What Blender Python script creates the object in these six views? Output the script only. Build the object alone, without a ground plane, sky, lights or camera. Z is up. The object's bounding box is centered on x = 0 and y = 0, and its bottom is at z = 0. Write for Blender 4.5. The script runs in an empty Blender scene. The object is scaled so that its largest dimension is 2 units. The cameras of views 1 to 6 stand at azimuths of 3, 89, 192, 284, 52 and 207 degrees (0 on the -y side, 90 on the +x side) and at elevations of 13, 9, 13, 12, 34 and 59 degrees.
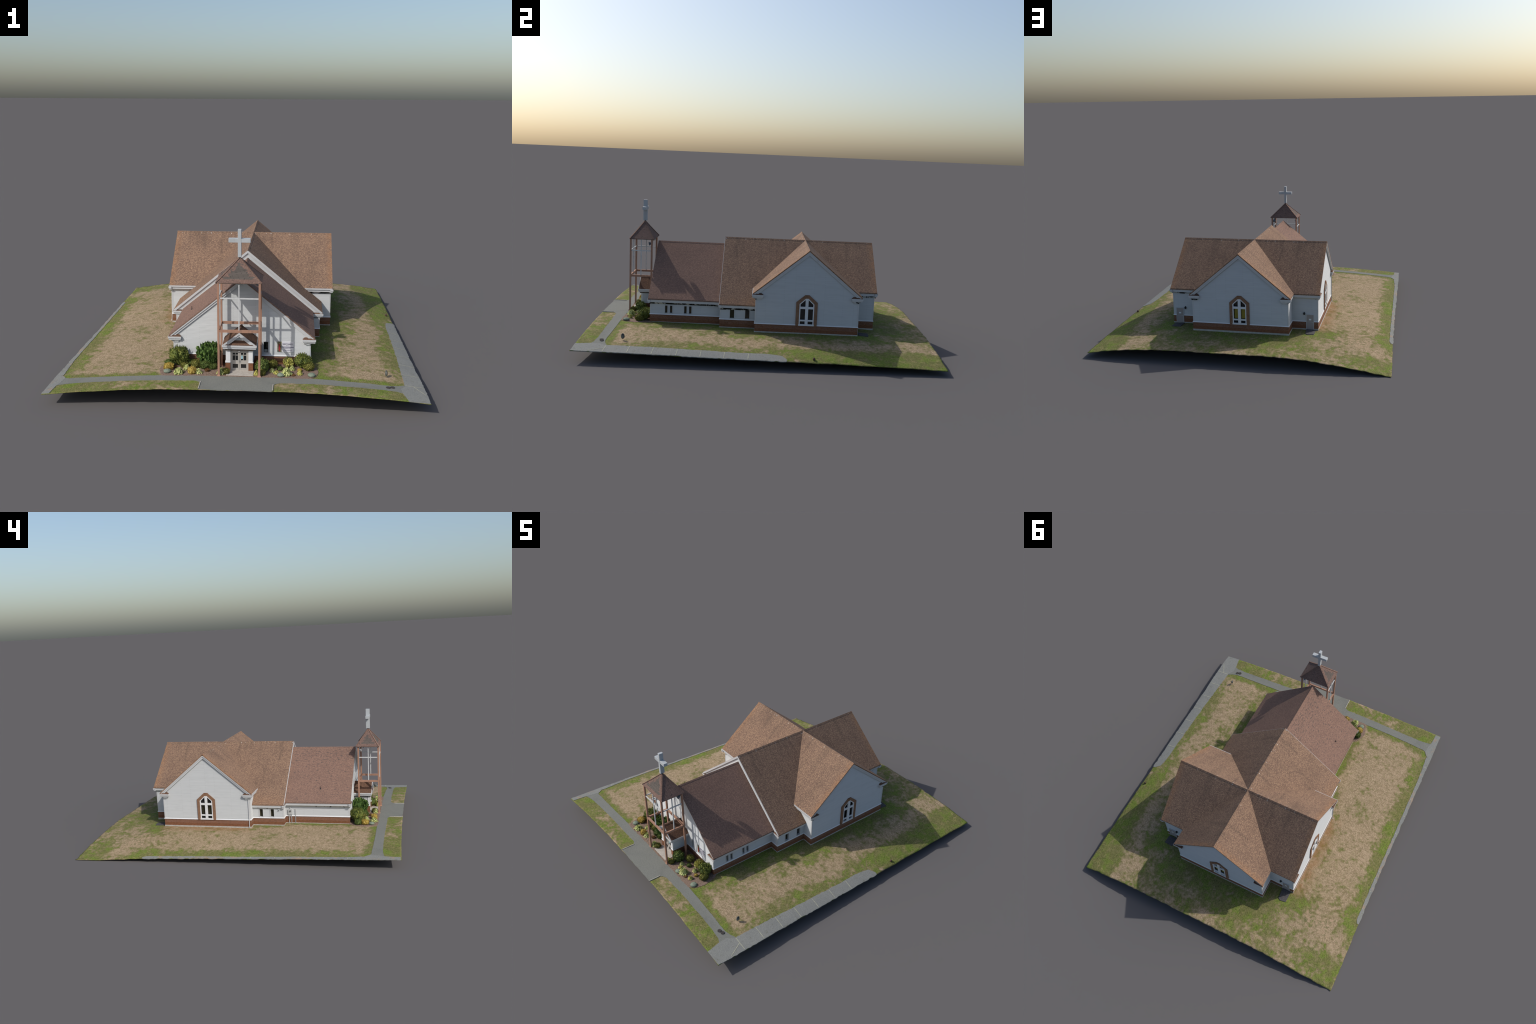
import bpy, bmesh, math, random
from mathutils import Vector, Matrix, noise
from bisect import bisect_right

# ------------------------------------------------------------------ helpers
COL = bpy.context.scene.collection
ROT = -0.006                      # the church stands a third of a degree askew on its lot


def interp(x, xs, ys):
    if x <= xs[0]:
        return ys[0]
    if x >= xs[-1]:
        return ys[-1]
    i = bisect_right(xs, x) - 1
    t = (x - xs[i]) / (xs[i + 1] - xs[i])
    return ys[i] + (ys[i + 1] - ys[i]) * t


def smooth(a, b, x):
    t = min(max((x - a) / (b - a), 0.0), 1.0)
    return t * t * (3 - 2 * t)


def empty(name, parent=None):
    o = bpy.data.objects.new(name, None)
    COL.objects.link(o)
    o.parent = parent
    return o


class Geo:
    """Collects vertices and faces for one part."""

    def __init__(self):
        self.v, self.f, self.m = [], [], []

    def face(self, pts, mat=0):
        i = len(self.v)
        self.v += [tuple(p) for p in pts]
        self.f.append(list(range(i, i + len(pts))))
        self.m.append(mat)

    def add(self, verts, faces, mat=0):
        i = len(self.v)
        self.v += [tuple(p) for p in verts]
        self.f += [[a + i for a in q] for q in faces]
        self.m += [mat] * len(faces)

    def box(self, x0, x1, y0, y1, z0, z1, mat=0):
        v = [(x, y, z) for z in (z0, z1) for y in (y0, y1) for x in (x0, x1)]
        self.add(v, [(0, 2, 3, 1), (4, 5, 7, 6), (0, 1, 5, 4), (2, 6, 7, 3), (0, 4, 6, 2), (1, 3, 7, 5)], mat)

    def bar(self, p, q, w, h, mat=0, up=(0, 0, 1)):
        """A beam of section w x h from p to q."""
        p, q = Vector(p), Vector(q)
        d = (q - p).normalized()
        up = Vector(up)
        if abs(d.dot(up)) > 0.99:
            up = Vector((0, 1, 0))
        s = d.cross(up).normalized()
        u = s.cross(d)
        v = []
        for c in (p, q):
            for a, b in ((-1, -1), (1, -1), (1, 1), (-1, 1)):
                v.append(c + s * a * w / 2 + u * b * h / 2)
        self.add(v, [(0, 1, 2, 3), (7, 6, 5, 4), (0, 4, 5, 1), (1, 5, 6, 2), (2, 6, 7, 3), (3, 7, 4, 0)], mat)

    def prism(self, poly, fn, a, b, mat=0):
        """Extrude the 2D outline poly from a to b; fn(u, v, t) gives the 3D point."""
        n = len(poly)
        v = [fn(u, w, a) for u, w in poly] + [fn(u, w, b) for u, w in poly]
        f = [list(range(n))[::-1], list(range(n, 2 * n))]
        f += [(i, (i + 1) % n, n + (i + 1) % n, n + i) for i in range(n)]
        self.add(v, f, mat)

    def tube(self, p, q, r0, r1, n=10, mat=0):
        p, q = Vector(p), Vector(q)
        d = (q - p).normalized()
        s = d.orthogonal().normalized()
        u = d.cross(s)
        v = [p + (s * math.cos(k * 2 * math.pi / n) + u * math.sin(k * 2 * math.pi / n)) * r0 for k in range(n)]
        v += [q + (s * math.cos(k * 2 * math.pi / n) + u * math.sin(k * 2 * math.pi / n)) * r1 for k in range(n)]
        f = [list(range(n))[::-1], list(range(n, 2 * n))]
        f += [(k, (k + 1) % n, n + (k + 1) % n, n + k) for k in range(n)]
        self.add(v, f, mat)

    def mesh(self, name, mats, fix=True, turn=False):
        me = bpy.data.meshes.new(name)
        v = self.v
        if turn:
            c, s = math.cos(ROT), math.sin(ROT)
            v = [(x * c - y * s, x * s + y * c, z) for x, y, z in v]
        me.from_pydata(v, [], self.f)
        for m in (mats if isinstance(mats, (list, tuple)) else [mats]):
            me.materials.append(m)
        for p, k in zip(me.polygons, self.m):
            p.material_index = k
        if fix:
            bm = bmesh.new()
            bm.from_mesh(me)
            bmesh.ops.recalc_face_normals(bm, faces=bm.faces)
            bm.to_mesh(me)
            bm.free()
        me.update()
        return me

    def obj(self, name, mats, parent, fix=True, turn=True, bevel=0.0):
        o = bpy.data.objects.new(name, self.mesh(name, mats, fix, turn))
        COL.objects.link(o)
        o.parent = parent
        if bevel:
            b = o.modifiers.new('bevel', 'BEVEL')
            b.width = bevel
            b.segments = 2
            b.limit_method = 'ANGLE'
        return o


# ------------------------------------------------------------------ materials
class S:
    """A node socket that can be used in arithmetic."""

    def __init__(self, t, s):
        self.t, self.s = t, s

    def op(self, o, *args, clamp=False):
        n = self.t.nodes.new('ShaderNodeMath')
        n.operation = o
        n.use_clamp = clamp
        for i, a in enumerate((self,) + args):
            if isinstance(a, S):
                self.t.links.new(a.s, n.inputs[i])
            else:
                n.inputs[i].default_value = a
        return S(self.t, n.outputs[0])

    def __add__(s, o): return s.op('ADD', o)
    __radd__ = __add__
    def __sub__(s, o): return s.op('SUBTRACT', o)
    def __rsub__(s, o): return (s * -1.0) + o
    def __mul__(s, o): return s.op('MULTIPLY', o)
    __rmul__ = __mul__
    def abs(s): return s.op('ABSOLUTE')
    def max(s, o): return s.op('MAXIMUM', o)
    def min(s, o): return s.op('MINIMUM', o)
    def clamp(s): return s.op('ADD', 0.0, clamp=True)

    def step(s, a, b):
        """Smooth 0..1 ramp while the value goes from a to b (a may exceed b)."""
        n = s.t.nodes.new('ShaderNodeMapRange')
        n.interpolation_type = 'SMOOTHSTEP'
        lo, hi, r0, r1 = (a, b, 0, 1) if a < b else (b, a, 1, 0)
        for k, v in ((1, lo), (2, hi), (3, r0), (4, r1)):
            n.inputs[k].default_value = v
        s.t.links.new(s.s, n.inputs[0])
        return S(s.t, n.outputs[0])


class Mat:
    def __init__(self, name, rough=0.85, spec=0.25):
        self.m = bpy.data.materials.new(name)
        self.m.use_nodes = True
        self.t = self.m.node_tree
        self.b = self.t.nodes['Principled BSDF']
        self.b.inputs['Roughness'].default_value = rough
        self.b.inputs['Specular IOR Level'].default_value = spec
        tc = self.t.nodes.new('ShaderNodeTexCoord')
        self.co = tc.outputs['Object']
        sx = self.t.nodes.new('ShaderNodeSeparateXYZ')
        self.t.links.new(self.co, sx.inputs[0])
        self.x, self.y, self.z = (S(self.t, sx.outputs[i]) for i in range(3))

    def vec(self, x, y, z):
        n = self.t.nodes.new('ShaderNodeCombineXYZ')
        for i, a in enumerate((x, y, z)):
            if isinstance(a, S):
                self.t.links.new(a.s, n.inputs[i])
            else:
                n.inputs[i].default_value = a
        return n.outputs[0]

    def noise(self, scale, detail=4, rough=0.6, vec=None, stretch=None, dist=0.0):
        n = self.t.nodes.new('ShaderNodeTexNoise')
        n.inputs['Scale'].default_value = scale
        n.inputs['Detail'].default_value = detail
        n.inputs['Roughness'].default_value = rough
        n.inputs['Distortion'].default_value = dist
        v = vec or self.co
        if stretch:
            mp = self.t.nodes.new('ShaderNodeMapping')
            mp.inputs['Scale'].default_value = stretch
            self.t.links.new(v, mp.inputs[0])
            v = mp.outputs[0]
        self.t.links.new(v, n.inputs['Vector'])
        return S(self.t, n.outputs['Fac'])

    def mix(self, f, a, b, mode='MIX'):
        n = self.t.nodes.new('ShaderNodeMix')
        n.data_type = 'RGBA'
        n.blend_type = mode
        for sock, v in ((n.inputs[0], f), (n.inputs[6], a), (n.inputs[7], b)):
            if isinstance(v, S):
                self.t.links.new(v.s, sock)
            elif isinstance(v, (tuple, list)):
                sock.default_value = (*v, 1)
            elif isinstance(v, (int, float)):
                sock.default_value = v
            else:
                self.t.links.new(v, sock)
        return n.outputs[2]

    def brick(self, vec, c1, c2, mortar, w, h, gap, bias=0.0, offset=0.5, smooth_=0.1):
        n = self.t.nodes.new('ShaderNodeTexBrick')
        n.offset = offset
        self.t.links.new(vec, n.inputs['Vector'])
        for k, v in (('Color1', c1), ('Color2', c2), ('Mortar', mortar)):
            n.inputs[k].default_value = (*v, 1)
        n.inputs['Scale'].default_value = 1.0
        n.inputs['Mortar Size'].default_value = gap
        n.inputs['Mortar Smooth'].default_value = smooth_
        n.inputs['Bias'].default_value = bias
        n.inputs['Brick Width'].default_value = w
        n.inputs['Row Height'].default_value = h
        return n.outputs['Color'], S(self.t, n.outputs['Fac'])

    def bump(self, h, strength=0.3, dist=0.002):
        n = self.t.nodes.new('ShaderNodeBump')
        n.inputs['Strength'].default_value = strength
        n.inputs['Distance'].default_value = dist
        self.t.links.new(h.s, n.inputs['Height'])
        self.t.links.new(n.outputs[0], self.b.inputs['Normal'])

    def color(self, c):
        if isinstance(c, (tuple, list)):
            self.b.inputs['Base Color'].default_value = (*c, 1)
        else:
            self.t.links.new(c, self.b.inputs['Base Color'])
        return self.m


def mottled(name, a, b, scale=60, rough=0.85, spec=0.25, bump=0.0, lo=0.35, hi=0.65, stretch=None):
    m = Mat(name, rough, spec)
    n = m.noise(scale, 5, 0.65, stretch=stretch)
    if bump:
        m.bump(n, bump, 0.001)
    return m.color(m.mix(n.step(lo, hi), a, b))


def shingles(name, axis, base, light, dark, worn=0.0, streak=0.0):
    """Courses of asphalt tabs: rows follow the height, tabs run along the ridge."""
    m = Mat(name, 0.92, 0.15)
    u = m.x if axis == 'x' else m.y
    c, f = m.brick(m.vec(u, m.z, 0), base, light, dark, 0.0095, 0.0046, 0.0006, 0.0)
    fine = m.noise(330, 3, 0.7)
    c = m.mix(fine.step(0.38, 0.68), c, dark)
    tabs = m.noise(150, 2, 0.5, vec=m.vec(u * 0.75, m.z * 1.8, 0.3))
    c = m.mix(tabs.step(0.45, 0.72) * 0.75, c, light)
    big = m.noise(7, 4, 0.6)
    c = m.mix(big.step(0.4, 0.75) * 0.30, c, dark)
    if worn:      # tabs lost or blackened, thickest under the ridge
        w = m.noise(70, 2, 0.5, vec=m.vec(u * 0.75, m.z * 2.6, 4.0))
        thick = m.z.step(0.34, 0.54) * 0.055 * worn - m.x.step(-0.02, 0.06) * 0.2
        c = m.mix((w + thick).step(0.625, 0.65) * 0.75, c, (0.085, 0.070, 0.064))
    if streak:    # soot-black growth running down from the ridge
        w = m.noise(16, 4, 0.6, vec=m.vec(u * 1.0, m.z * 0.25, 2.0))
        c = m.mix((w + m.z.step(0.4, 0.6) * 0.10).step(0.55, 0.72) * streak, c, (0.05, 0.042, 0.036))
    if streak:
        # orange lichen along the open gable edges, pale droppings on the ridges
        end = (m.x - 0.023).abs().step(0.425, 0.475) if axis == 'x' else m.y.step(0.64, 0.69).max(m.y.step(0.03, -0.03) * m.z.step(0.30, 0.24) * 0.45)
        c = m.mix(end * m.noise(45, 3).step(0.3, 0.6) * 0.38, c, (0.33, 0.165, 0.075))
        drop = m.noise(120, 2, 0.5, vec=m.vec(u, m.z * 0.5, 9.0)).step(0.66, 0.70) * m.z.step(0.560, 0.572)
        c = m.mix(drop * 0.7, c, (0.55, 0.52, 0.48))
    m.bump(fine * 0.5 + f * -0.6, 0.35, 0.0012)
    return m.color(c)


def brickwork(name, axis, w=0.0105, h=0.0036, gap=0.0004, mortar=(0.17, 0.10, 0.065)):
    m = Mat(name, 0.9, 0.2)
    if axis == 'xy':
        vec = m.vec(m.x + m.y, m.z, 0)
    else:
        vec = m.vec(m.x, m.z, 0)
    c, f = m.brick(vec, (0.155, 0.060, 0.028), (0.225, 0.090, 0.042), mortar, w, h, gap)
    c = m.mix(m.noise(90, 3).step(0.4, 0.75) * 0.5, c, (0.12, 0.05, 0.025))
    m.bump(f * -1.0, 0.3, 0.001)
    return m.color(c)


def painted(name, c, d, rough=0.6, scale=35, amount=0.5, stretch=None):
    m = Mat(name, rough, 0.3)
    n = m.noise(scale, 5, 0.65, stretch=stretch)
    return m.color(m.mix(n.step(0.45, 0.8) * amount, c, d))


def siding_material():
    # white boards, lap shadows painted dark, staggered butt joints, faint weathering along the grain
    m = Mat('white_lap_siding', 0.65, 0.3)
    c, f = m.brick(m.vec(m.x + m.y, m.z - 0.12, 0), (0.53, 0.545, 0.55), (0.50, 0.515, 0.52), (0.37, 0.38, 0.38), 0.17, 0.0058, 0.00050, 0.0, 0.37)
    n = m.noise(40, 5, 0.65, stretch=(0.35, 0.35, 1.6))
    c = m.mix(n.step(0.45, 0.8) * 0.45, c, (0.42, 0.435, 0.44))
    return m.color(c)


M_siding = siding_material()
M_trim = painted('white_trim_paint', (0.49, 0.50, 0.51), (0.36, 0.375, 0.385), 0.5, 30, 0.5)
M_sill = painted('white_water_table', (0.64, 0.65, 0.66), (0.52, 0.54, 0.55), 0.5, 30, 0.5)
M_cross = painted('weathered_white_paint', (0.39, 0.415, 0.43), (0.26, 0.275, 0.28), 0.55, 50, 0.6, (1, 1, 0.3))
M_bar = painted('white_painted_rail', (0.50, 0.51, 0.51), (0.36, 0.36, 0.35), 0.55, 60, 0.5)
M_brick = brickwork('red_brick', 'xy')
M_brick_window = brickwork('red_brick_surround', 'x', 0.0066, 0.0040, 0.0007, (0.27, 0.20, 0.14))
M_footing = mottled('concrete_footing', (0.42, 0.41, 0.38), (0.33, 0.32, 0.29), 60)
M_pad = mottled('concrete_step', (0.42, 0.385, 0.345), (0.34, 0.31, 0.27), 90)
M_roof_main = shingles('tan_shingles_nave', 'y', (0.208, 0.130, 0.092), (0.362, 0.234, 0.150), (0.108, 0.071, 0.056), 0.0, 0.26)
M_roof_cross = shingles('tan_shingles_transept', 'x', (0.208, 0.130, 0.092), (0.362, 0.234, 0.150), (0.108, 0.071, 0.056), 0.0, 0.26)
M_roof_front = shingles('rose_shingles', 'y', (0.212, 0.128, 0.098), (0.300, 0.182, 0.134), (0.132, 0.086, 0.070), 1.0)
M_roof_porch = shingles('dark_brown_shingles', 'y', (0.13, 0.072, 0.048), (0.175, 0.098, 0.062), (0.07, 0.042, 0.032))
M_wood = painted('stained_redwood', (0.335, 0.188, 0.128), (0.175, 0.115, 0.090), 0.7, 60, 0.8, (1, 1, 0.2))  # base colour darkened and greyed toward the shaded side of the posts
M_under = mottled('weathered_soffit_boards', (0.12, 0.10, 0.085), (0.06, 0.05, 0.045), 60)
M_glass = Mat('dark_window_glass', 0.12, 0.5).color((0.012, 0.013, 0.014))
M_olive = painted('olive_window_pane', (0.034, 0.031, 0.017), (0.012, 0.012, 0.009), 0.25, 90, 0.9, (1, 1, 0.15))
M_curtain = painted('yellow_curtain_pane', (0.30, 0.24, 0.035), (0.12, 0.10, 0.02), 0.5, 160, 0.9, (1, 1, 0.08))
M_door = painted('taupe_door_paint', (0.36, 0.34, 0.31), (0.28, 0.265, 0.245), 0.5, 30, 0.5)
M_steel_door = painted('grey_steel_door', (0.30, 0.27, 0.26), (0.25, 0.23, 0.22), 0.5, 30, 0.5)
M_metal = painted('galvanised_metal', (0.40, 0.41, 0.41), (0.28, 0.29, 0.29), 0.45, 60, 0.5)
M_black = Mat('black_metal', 0.5, 0.4).color((0.018, 0.018, 0.02))
M_speaker = Mat('blue_grey_horn', 0.5, 0.4).color((0.10, 0.13, 0.17))
M_paper = Mat('pale_paper', 0.7).color((0.66, 0.70, 0.72))
M_poster = Mat('blue_poster', 0.7).color((0.36, 0.58, 0.66))
M_signboard = Mat('sign_board', 0.5).color((0.62, 0.62, 0.66))
M_ink = Mat('dark_sign_ink', 0.6).color((0.075, 0.065, 0.12))


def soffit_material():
    """White boarding with black blotches, mostly on the shaded eaves."""
    m = Mat('black_blotched_soffit', 0.8)
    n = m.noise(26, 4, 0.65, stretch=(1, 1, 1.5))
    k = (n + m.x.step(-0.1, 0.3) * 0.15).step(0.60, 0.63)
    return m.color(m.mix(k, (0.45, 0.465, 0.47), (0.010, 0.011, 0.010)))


M_soffit = soffit_material()


def tower_roof_material():
    """Rose tabs with the grey felt bared in the middle of each slope."""
    m = Mat('worn_tower_shingles', 0.92, 0.15)
    u = m.x + m.y
    c, f = m.brick(m.vec(u, m.z, 0), (0.158, 0.102, 0.084), (0.205, 0.132, 0.108), (0.090, 0.064, 0.055), 0.011, 0.0048, 0.0005)
    # distance from the hips: how far into the slope
    dx = (m.x - 0.0155).abs() * (1 / 0.106)
    dy = (m.y + 0.757) .abs() * (1 / 0.075)
    inner = (dx.max(dy) - dx.min(dy))
    rag = m.noise(42, 3, 0.6, vec=m.vec(u, m.z * 2.6, 1.0))
    face = (dy - dx).step(0.0, 0.05) * (m.y + 0.757).step(0.01, -0.01)        # the street side lost most
    west = (dx - dy).step(0.0, 0.05) * (m.x - 0.0155).step(0.01, -0.01)
    bare = (inner + (rag - 0.5) * 0.9 + face * 0.30 + west * 0.22).step(0.50, 0.52)
    bare = bare * (face + west * 0.9).clamp() * m.z.step(0.572, 0.576)
    c = m.mix(bare, c, m.brick(m.vec(u, m.z, 0), (0.135, 0.115, 0.100), (0.105, 0.092, 0.082), (0.060, 0.054, 0.05), 0.05, 0.0048, 0.0011)[0])
    spots = m.noise(75, 3, 0.6, vec=m.vec(u, m.z * 2.0, 7.0))
    c = m.mix(spots.step(0.61, 0.64) * 0.8, c, (0.05, 0.046, 0.042))
    m.bump(f * -0.6 + bare * -1.0, 0.5, 0.0015)
    return m.color(c)


M_tower_roof = tower_roof_material()

# church plan, as centre and half size of its four blocks, for the greener grass along the walls
BLOCKS = ((0.02, -0.448, 0.339, 0.209), (0.02, -0.13, 0.396, 0.108), (0.022, 0.264, 0.464, 0.297), (0.024, 0.6, 0.297, 0.077))


def lawn_material():
    m = Mat('dry_lawn', 0.95, 0.1)
    x, y = m.x, m.y
    # signed distance to the church
    d = None
    for cx, cy, hx, hy in BLOCKS:
        e = ((x - cx).abs() - hx).max((y - cy).abs() - hy)
        d = e if d is None else d.min(e)
    east = x.step(0.2, 0.36)
    west = x.step(-0.2, -0.36)
    north = y.step(0.5, 0.62)
    patch = m.noise(7.5, 6, 0.62, dist=0.4)
    tuft = m.noise(42, 4, 0.65)
    blade = m.noise(230, 3, 0.7, stretch=(1.0, 0.45, 1))
    # where the grass keeps green
    wall = d.step(0.075, 0.0) * 0.17 * (1 - west * y.step(-0.06, 0.0)) + d.step(0.26, 0.02) * 0.17 * (east + north).clamp()
    walk = (y + 0.83).abs().step(0.06, 0.0) * 0.22 * x.abs().step(0.32, 0.42)
    side_e = x.step(0.66, 0.80) * y.step(-0.93, -0.5) * 0.15
    side_w = x.step(-0.72, -0.86) * 0.20 * y.step(0.75, 0.5)
    back = y.step(0.70, 0.86) * 0.07 + (x * -1 + y).step(1.45, 1.65) * 0.06 + x.step(0.66, 0.84) * y.step(0.1, 0.4) * 0.10
    verge = y.step(-0.87, -0.895) * (0.13 + x.abs().step(0.45, 0.75) * 0.10)
    clump = m.noise(19, 5, 0.62, dist=0.3)
    score = patch * 0.45 + clump * 0.42 + tuft * 0.32 + blade * 0.22 + wall + walk + side_e + side_w + back + verge
    green = score.step(0.705, 0.850)
    lush = score.step(0.78, 0.90) * m.noise(11, 3).step(0.40, 0.60)
    tan = m.mix(blade.step(0.32, 0.68), (0.192, 0.140, 0.082), (0.405, 0.312, 0.205))
    tan = m.mix(tuft.step(0.48, 0.70) * 0.6, tan, (0.150, 0.118, 0.058))
    wisp = m.noise(60, 5, 0.7, stretch=(0.55, 1.25, 1), dist=0.5)
    tan = m.mix(wisp.step(0.52, 0.66) * 0.42, tan, (0.150, 0.130, 0.056))
    tan = m.mix(m.noise(28, 4, 0.6, stretch=(0.6, 1.2, 1)).step(0.5, 0.72) * 0.45, tan, (0.40, 0.30, 0.205))
    grn = m.mix(blade.step(0.3, 0.7), (0.070, 0.082, 0.020), (0.172, 0.172, 0.058))
    grn = m.mix(lush, grn, m.mix(blade.step(0.3, 0.7), (0.062, 0.100, 0.012), (0.150, 0.215, 0.028)))
    grn = m.mix(m.noise(48, 4, 0.65, stretch=(1.2, 0.6, 1)).step(0.52, 0.68) * 0.5, grn, (0.27, 0.215, 0.105))
    c = m.mix(green * 0.88, tan, grn)
    # reddish bare soil along the west transept, a raked bare patch at the back
    soil = d.step(0.10, 0.0) * west * y.step(-0.06, 0.0) * y.step(0.62, 0.5) * m.noise(20, 4).step(0.3, 0.6)
    c = m.mix(soil * 0.6, c, (0.26, 0.135, 0.060))
    bare = ((x + 0.65).abs() * 0.9).max((y - 0.66).abs() * 1.3).step(0.11, 0.06)
    clods = m.noise(60, 5, 0.7).step(0.40, 0.56)
    c = m.mix(bare * m.noise(16, 4).step(0.35, 0.6) * 0.7, c, m.mix(clods, (0.12, 0.12, 0.05), (0.38, 0.27, 0.18)))
    # mower arcs
    r = ((x + 0.61) * (x + 0.61) + (y - 0.40) * (y - 0.40)).op('SQRT')
    arcs = (r * 175).op('SINE').step(-0.2, 1.0) * r.step(0.27, 0.22) * r.step(0.06, 0.12) * y.step(0.34, 0.42)
    c = m.mix(arcs * 0.28, c, (0.12, 0.10, 0.035))
    m.bump(blade + tuft, 0.5, 0.003)
    return m.color(c)


def paving(name, a, b, grit, warm=None):
    m = Mat(name, 0.9, 0.2)
    n = m.noise(260, 3, 0.7)
    c = m.mix(n.step(0.35, 0.65), a, b)
    c = m.mix(m.noise(9, 4).step(0.45, 0.75) * 0.5, c, grit)
    if warm:
        c = m.mix(m.noise(14, 4, 0.6, stretch=(1, 1, 1)).step(0.52, 0.68) * m.x.step(-0.80, -0.85) * 0.8, c, warm)
    if warm:
        c = m.mix(m.noise(38, 5, 0.7).step(0.56, 0.70) * 0.5, c, (0.12, 0.115, 0.085))
    m.bump(n, 0.25, 0.001)
    return m.color(c)


M_lawn = lawn_material()
M_walk = paving('grey_asphalt', (0.148, 0.152, 0.136), (0.188, 0.191, 0.172), (0.128, 0.131, 0.122))
M_sidewalk = paving('concrete_sidewalk', (0.165, 0.170, 0.160), (0.235, 0.238, 0.220), (0.16, 0.165, 0.16), (0.30, 0.215, 0.15))
M_joint = mottled('pale_joint_line', (0.36, 0.36, 0.28), (0.26, 0.26, 0.21), 80)
M_curb = mottled('pale_curb', (0.42, 0.40, 0.36), (0.33, 0.31, 0.27), 80)
M_mulch = mottled('brown_mulch', (0.13, 0.088, 0.066), (0.255, 0.185, 0.145), 210, 0.95, 0.1, 0.5)
M_darkpad = mottled('dark_asphalt_pad', (0.055, 0.052, 0.055), (0.09, 0.085, 0.085), 120)
M_drain = Mat('rust_drain_cover', 0.8).color((0.045, 0.04, 0.038))


def foliage(name, dark, mid, light, scale=9.0, seed=0.0):
    m = Mat(name, 0.75, 0.25)
    n = m.noise(scale, 3, 0.6, vec=m.vec(m.x + seed, m.y, m.z))
    oi = m.t.nodes.new('ShaderNodeObjectInfo')
    r = S(m.t, oi.outputs['Random'])
    c = m.mix(n.step(0.30, 0.55), dark, mid)
    c = m.mix((n + (r - 0.5) * 0.08).step(0.50, 0.68), c, light)
    tr = m.t.nodes.new('ShaderNodeBsdfTranslucent')
    m.t.links.new(c, tr.inputs[0])
    mx = m.t.nodes.new('ShaderNodeMixShader')
    mx.inputs[0].default_value = 0.2
    m.t.links.new(m.b.outputs[0], mx.inputs[1])
    m.t.links.new(tr.outputs[0], mx.inputs[2])
    m.t.links.new(mx.outputs[0], m.t.nodes['Material Output'].inputs[0])
    return m.color(c)


F_pine = foliage('mugo_pine_needles', (0.049, 0.070, 0.017), (0.119, 0.147, 0.031), (0.280, 0.280, 0.063), 4)
F_rhodo = foliage('glossy_dark_leaves', (0.030, 0.060, 0.017), (0.078, 0.144, 0.034), (0.180, 0.276, 0.066), 6)
F_box = foliage('boxwood_leaves', (0.042, 0.070, 0.020), (0.105, 0.147, 0.035), (0.210, 0.252, 0.070), 6)
F_olive = foliage('olive_leaves', (0.070, 0.077, 0.020), (0.168, 0.168, 0.036), (0.308, 0.294, 0.070), 6)
F_yellow = foliage('yellow_leaves', (0.20, 0.20, 0.045), (0.46, 0.44, 0.11), (0.66, 0.63, 0.23), 6)
F_gold = foliage('golden_leaves', (0.22, 0.13, 0.025), (0.48, 0.35, 0.075), (0.68, 0.54, 0.18), 6)
F_rust = foliage('rusty_leaves', (0.07, 0.035, 0.015), (0.16, 0.08, 0.03), (0.26, 0.15, 0.05), 6)
F_blue = foliage('blue_grey_fescue', (0.16, 0.20, 0.15), (0.25, 0.30, 0.23), (0.36, 0.42, 0.33), 9)
F_hosta = foliage('variegated_hosta_leaves', (0.15, 0.21, 0.06), (0.44, 0.47, 0.17), (0.68, 0.67, 0.32), 5)

# ------------------------------------------------------------------ the lot
lot = empty('church_on_lawn')
lot['label'] = 'white clapboard church with brown gabled roofs and cross tower on lawn'
lot['category'] = 'church'


def ground(x, y):
    """Height of the domed lot: a plateau under the church, falling to the four edges."""
    c = interp(y, [-1, -.83, -.65, 0, .56, .68, 1], [.1, .1, .097, .093, .093, .088, .072])
    l = interp(y, [-1, -.7, -.446, -.09, .28, .56, .77, 1], [.062, .055, .049, .038, .029, .021, .010, .000])
    r = interp(y, [-1, -.75, -.47, -.19, .14, .37, .65, .84, 1], [.0625, .0605, .0555, .0505, .0465, .0445, .038, .034, .025])
    t = max((abs(x) - .2) / .68, 0)
    p = interp(y, [-1, -.85, -.55, .3, .7, .95], [1.7, 1.9, 4.0, 4.8, 3.5, 2.7]) if x > 0 else \
        interp(y, [-1, -.85, -.55, .3, .65, .95], [1.7, 1.75, 2.5, 2.9, 2.7, 1.7])
    t = min(t, 1.03) ** p
    return c + ((l if x < 0 else r) - c) * t


def edge_noise(a, b, k, amp):
    return amp * (noise.noise(Vector((a * k, b, 0.3))) + 0.6 * noise.noise(Vector((a * k * 2.7, b, 5.3))))


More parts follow.
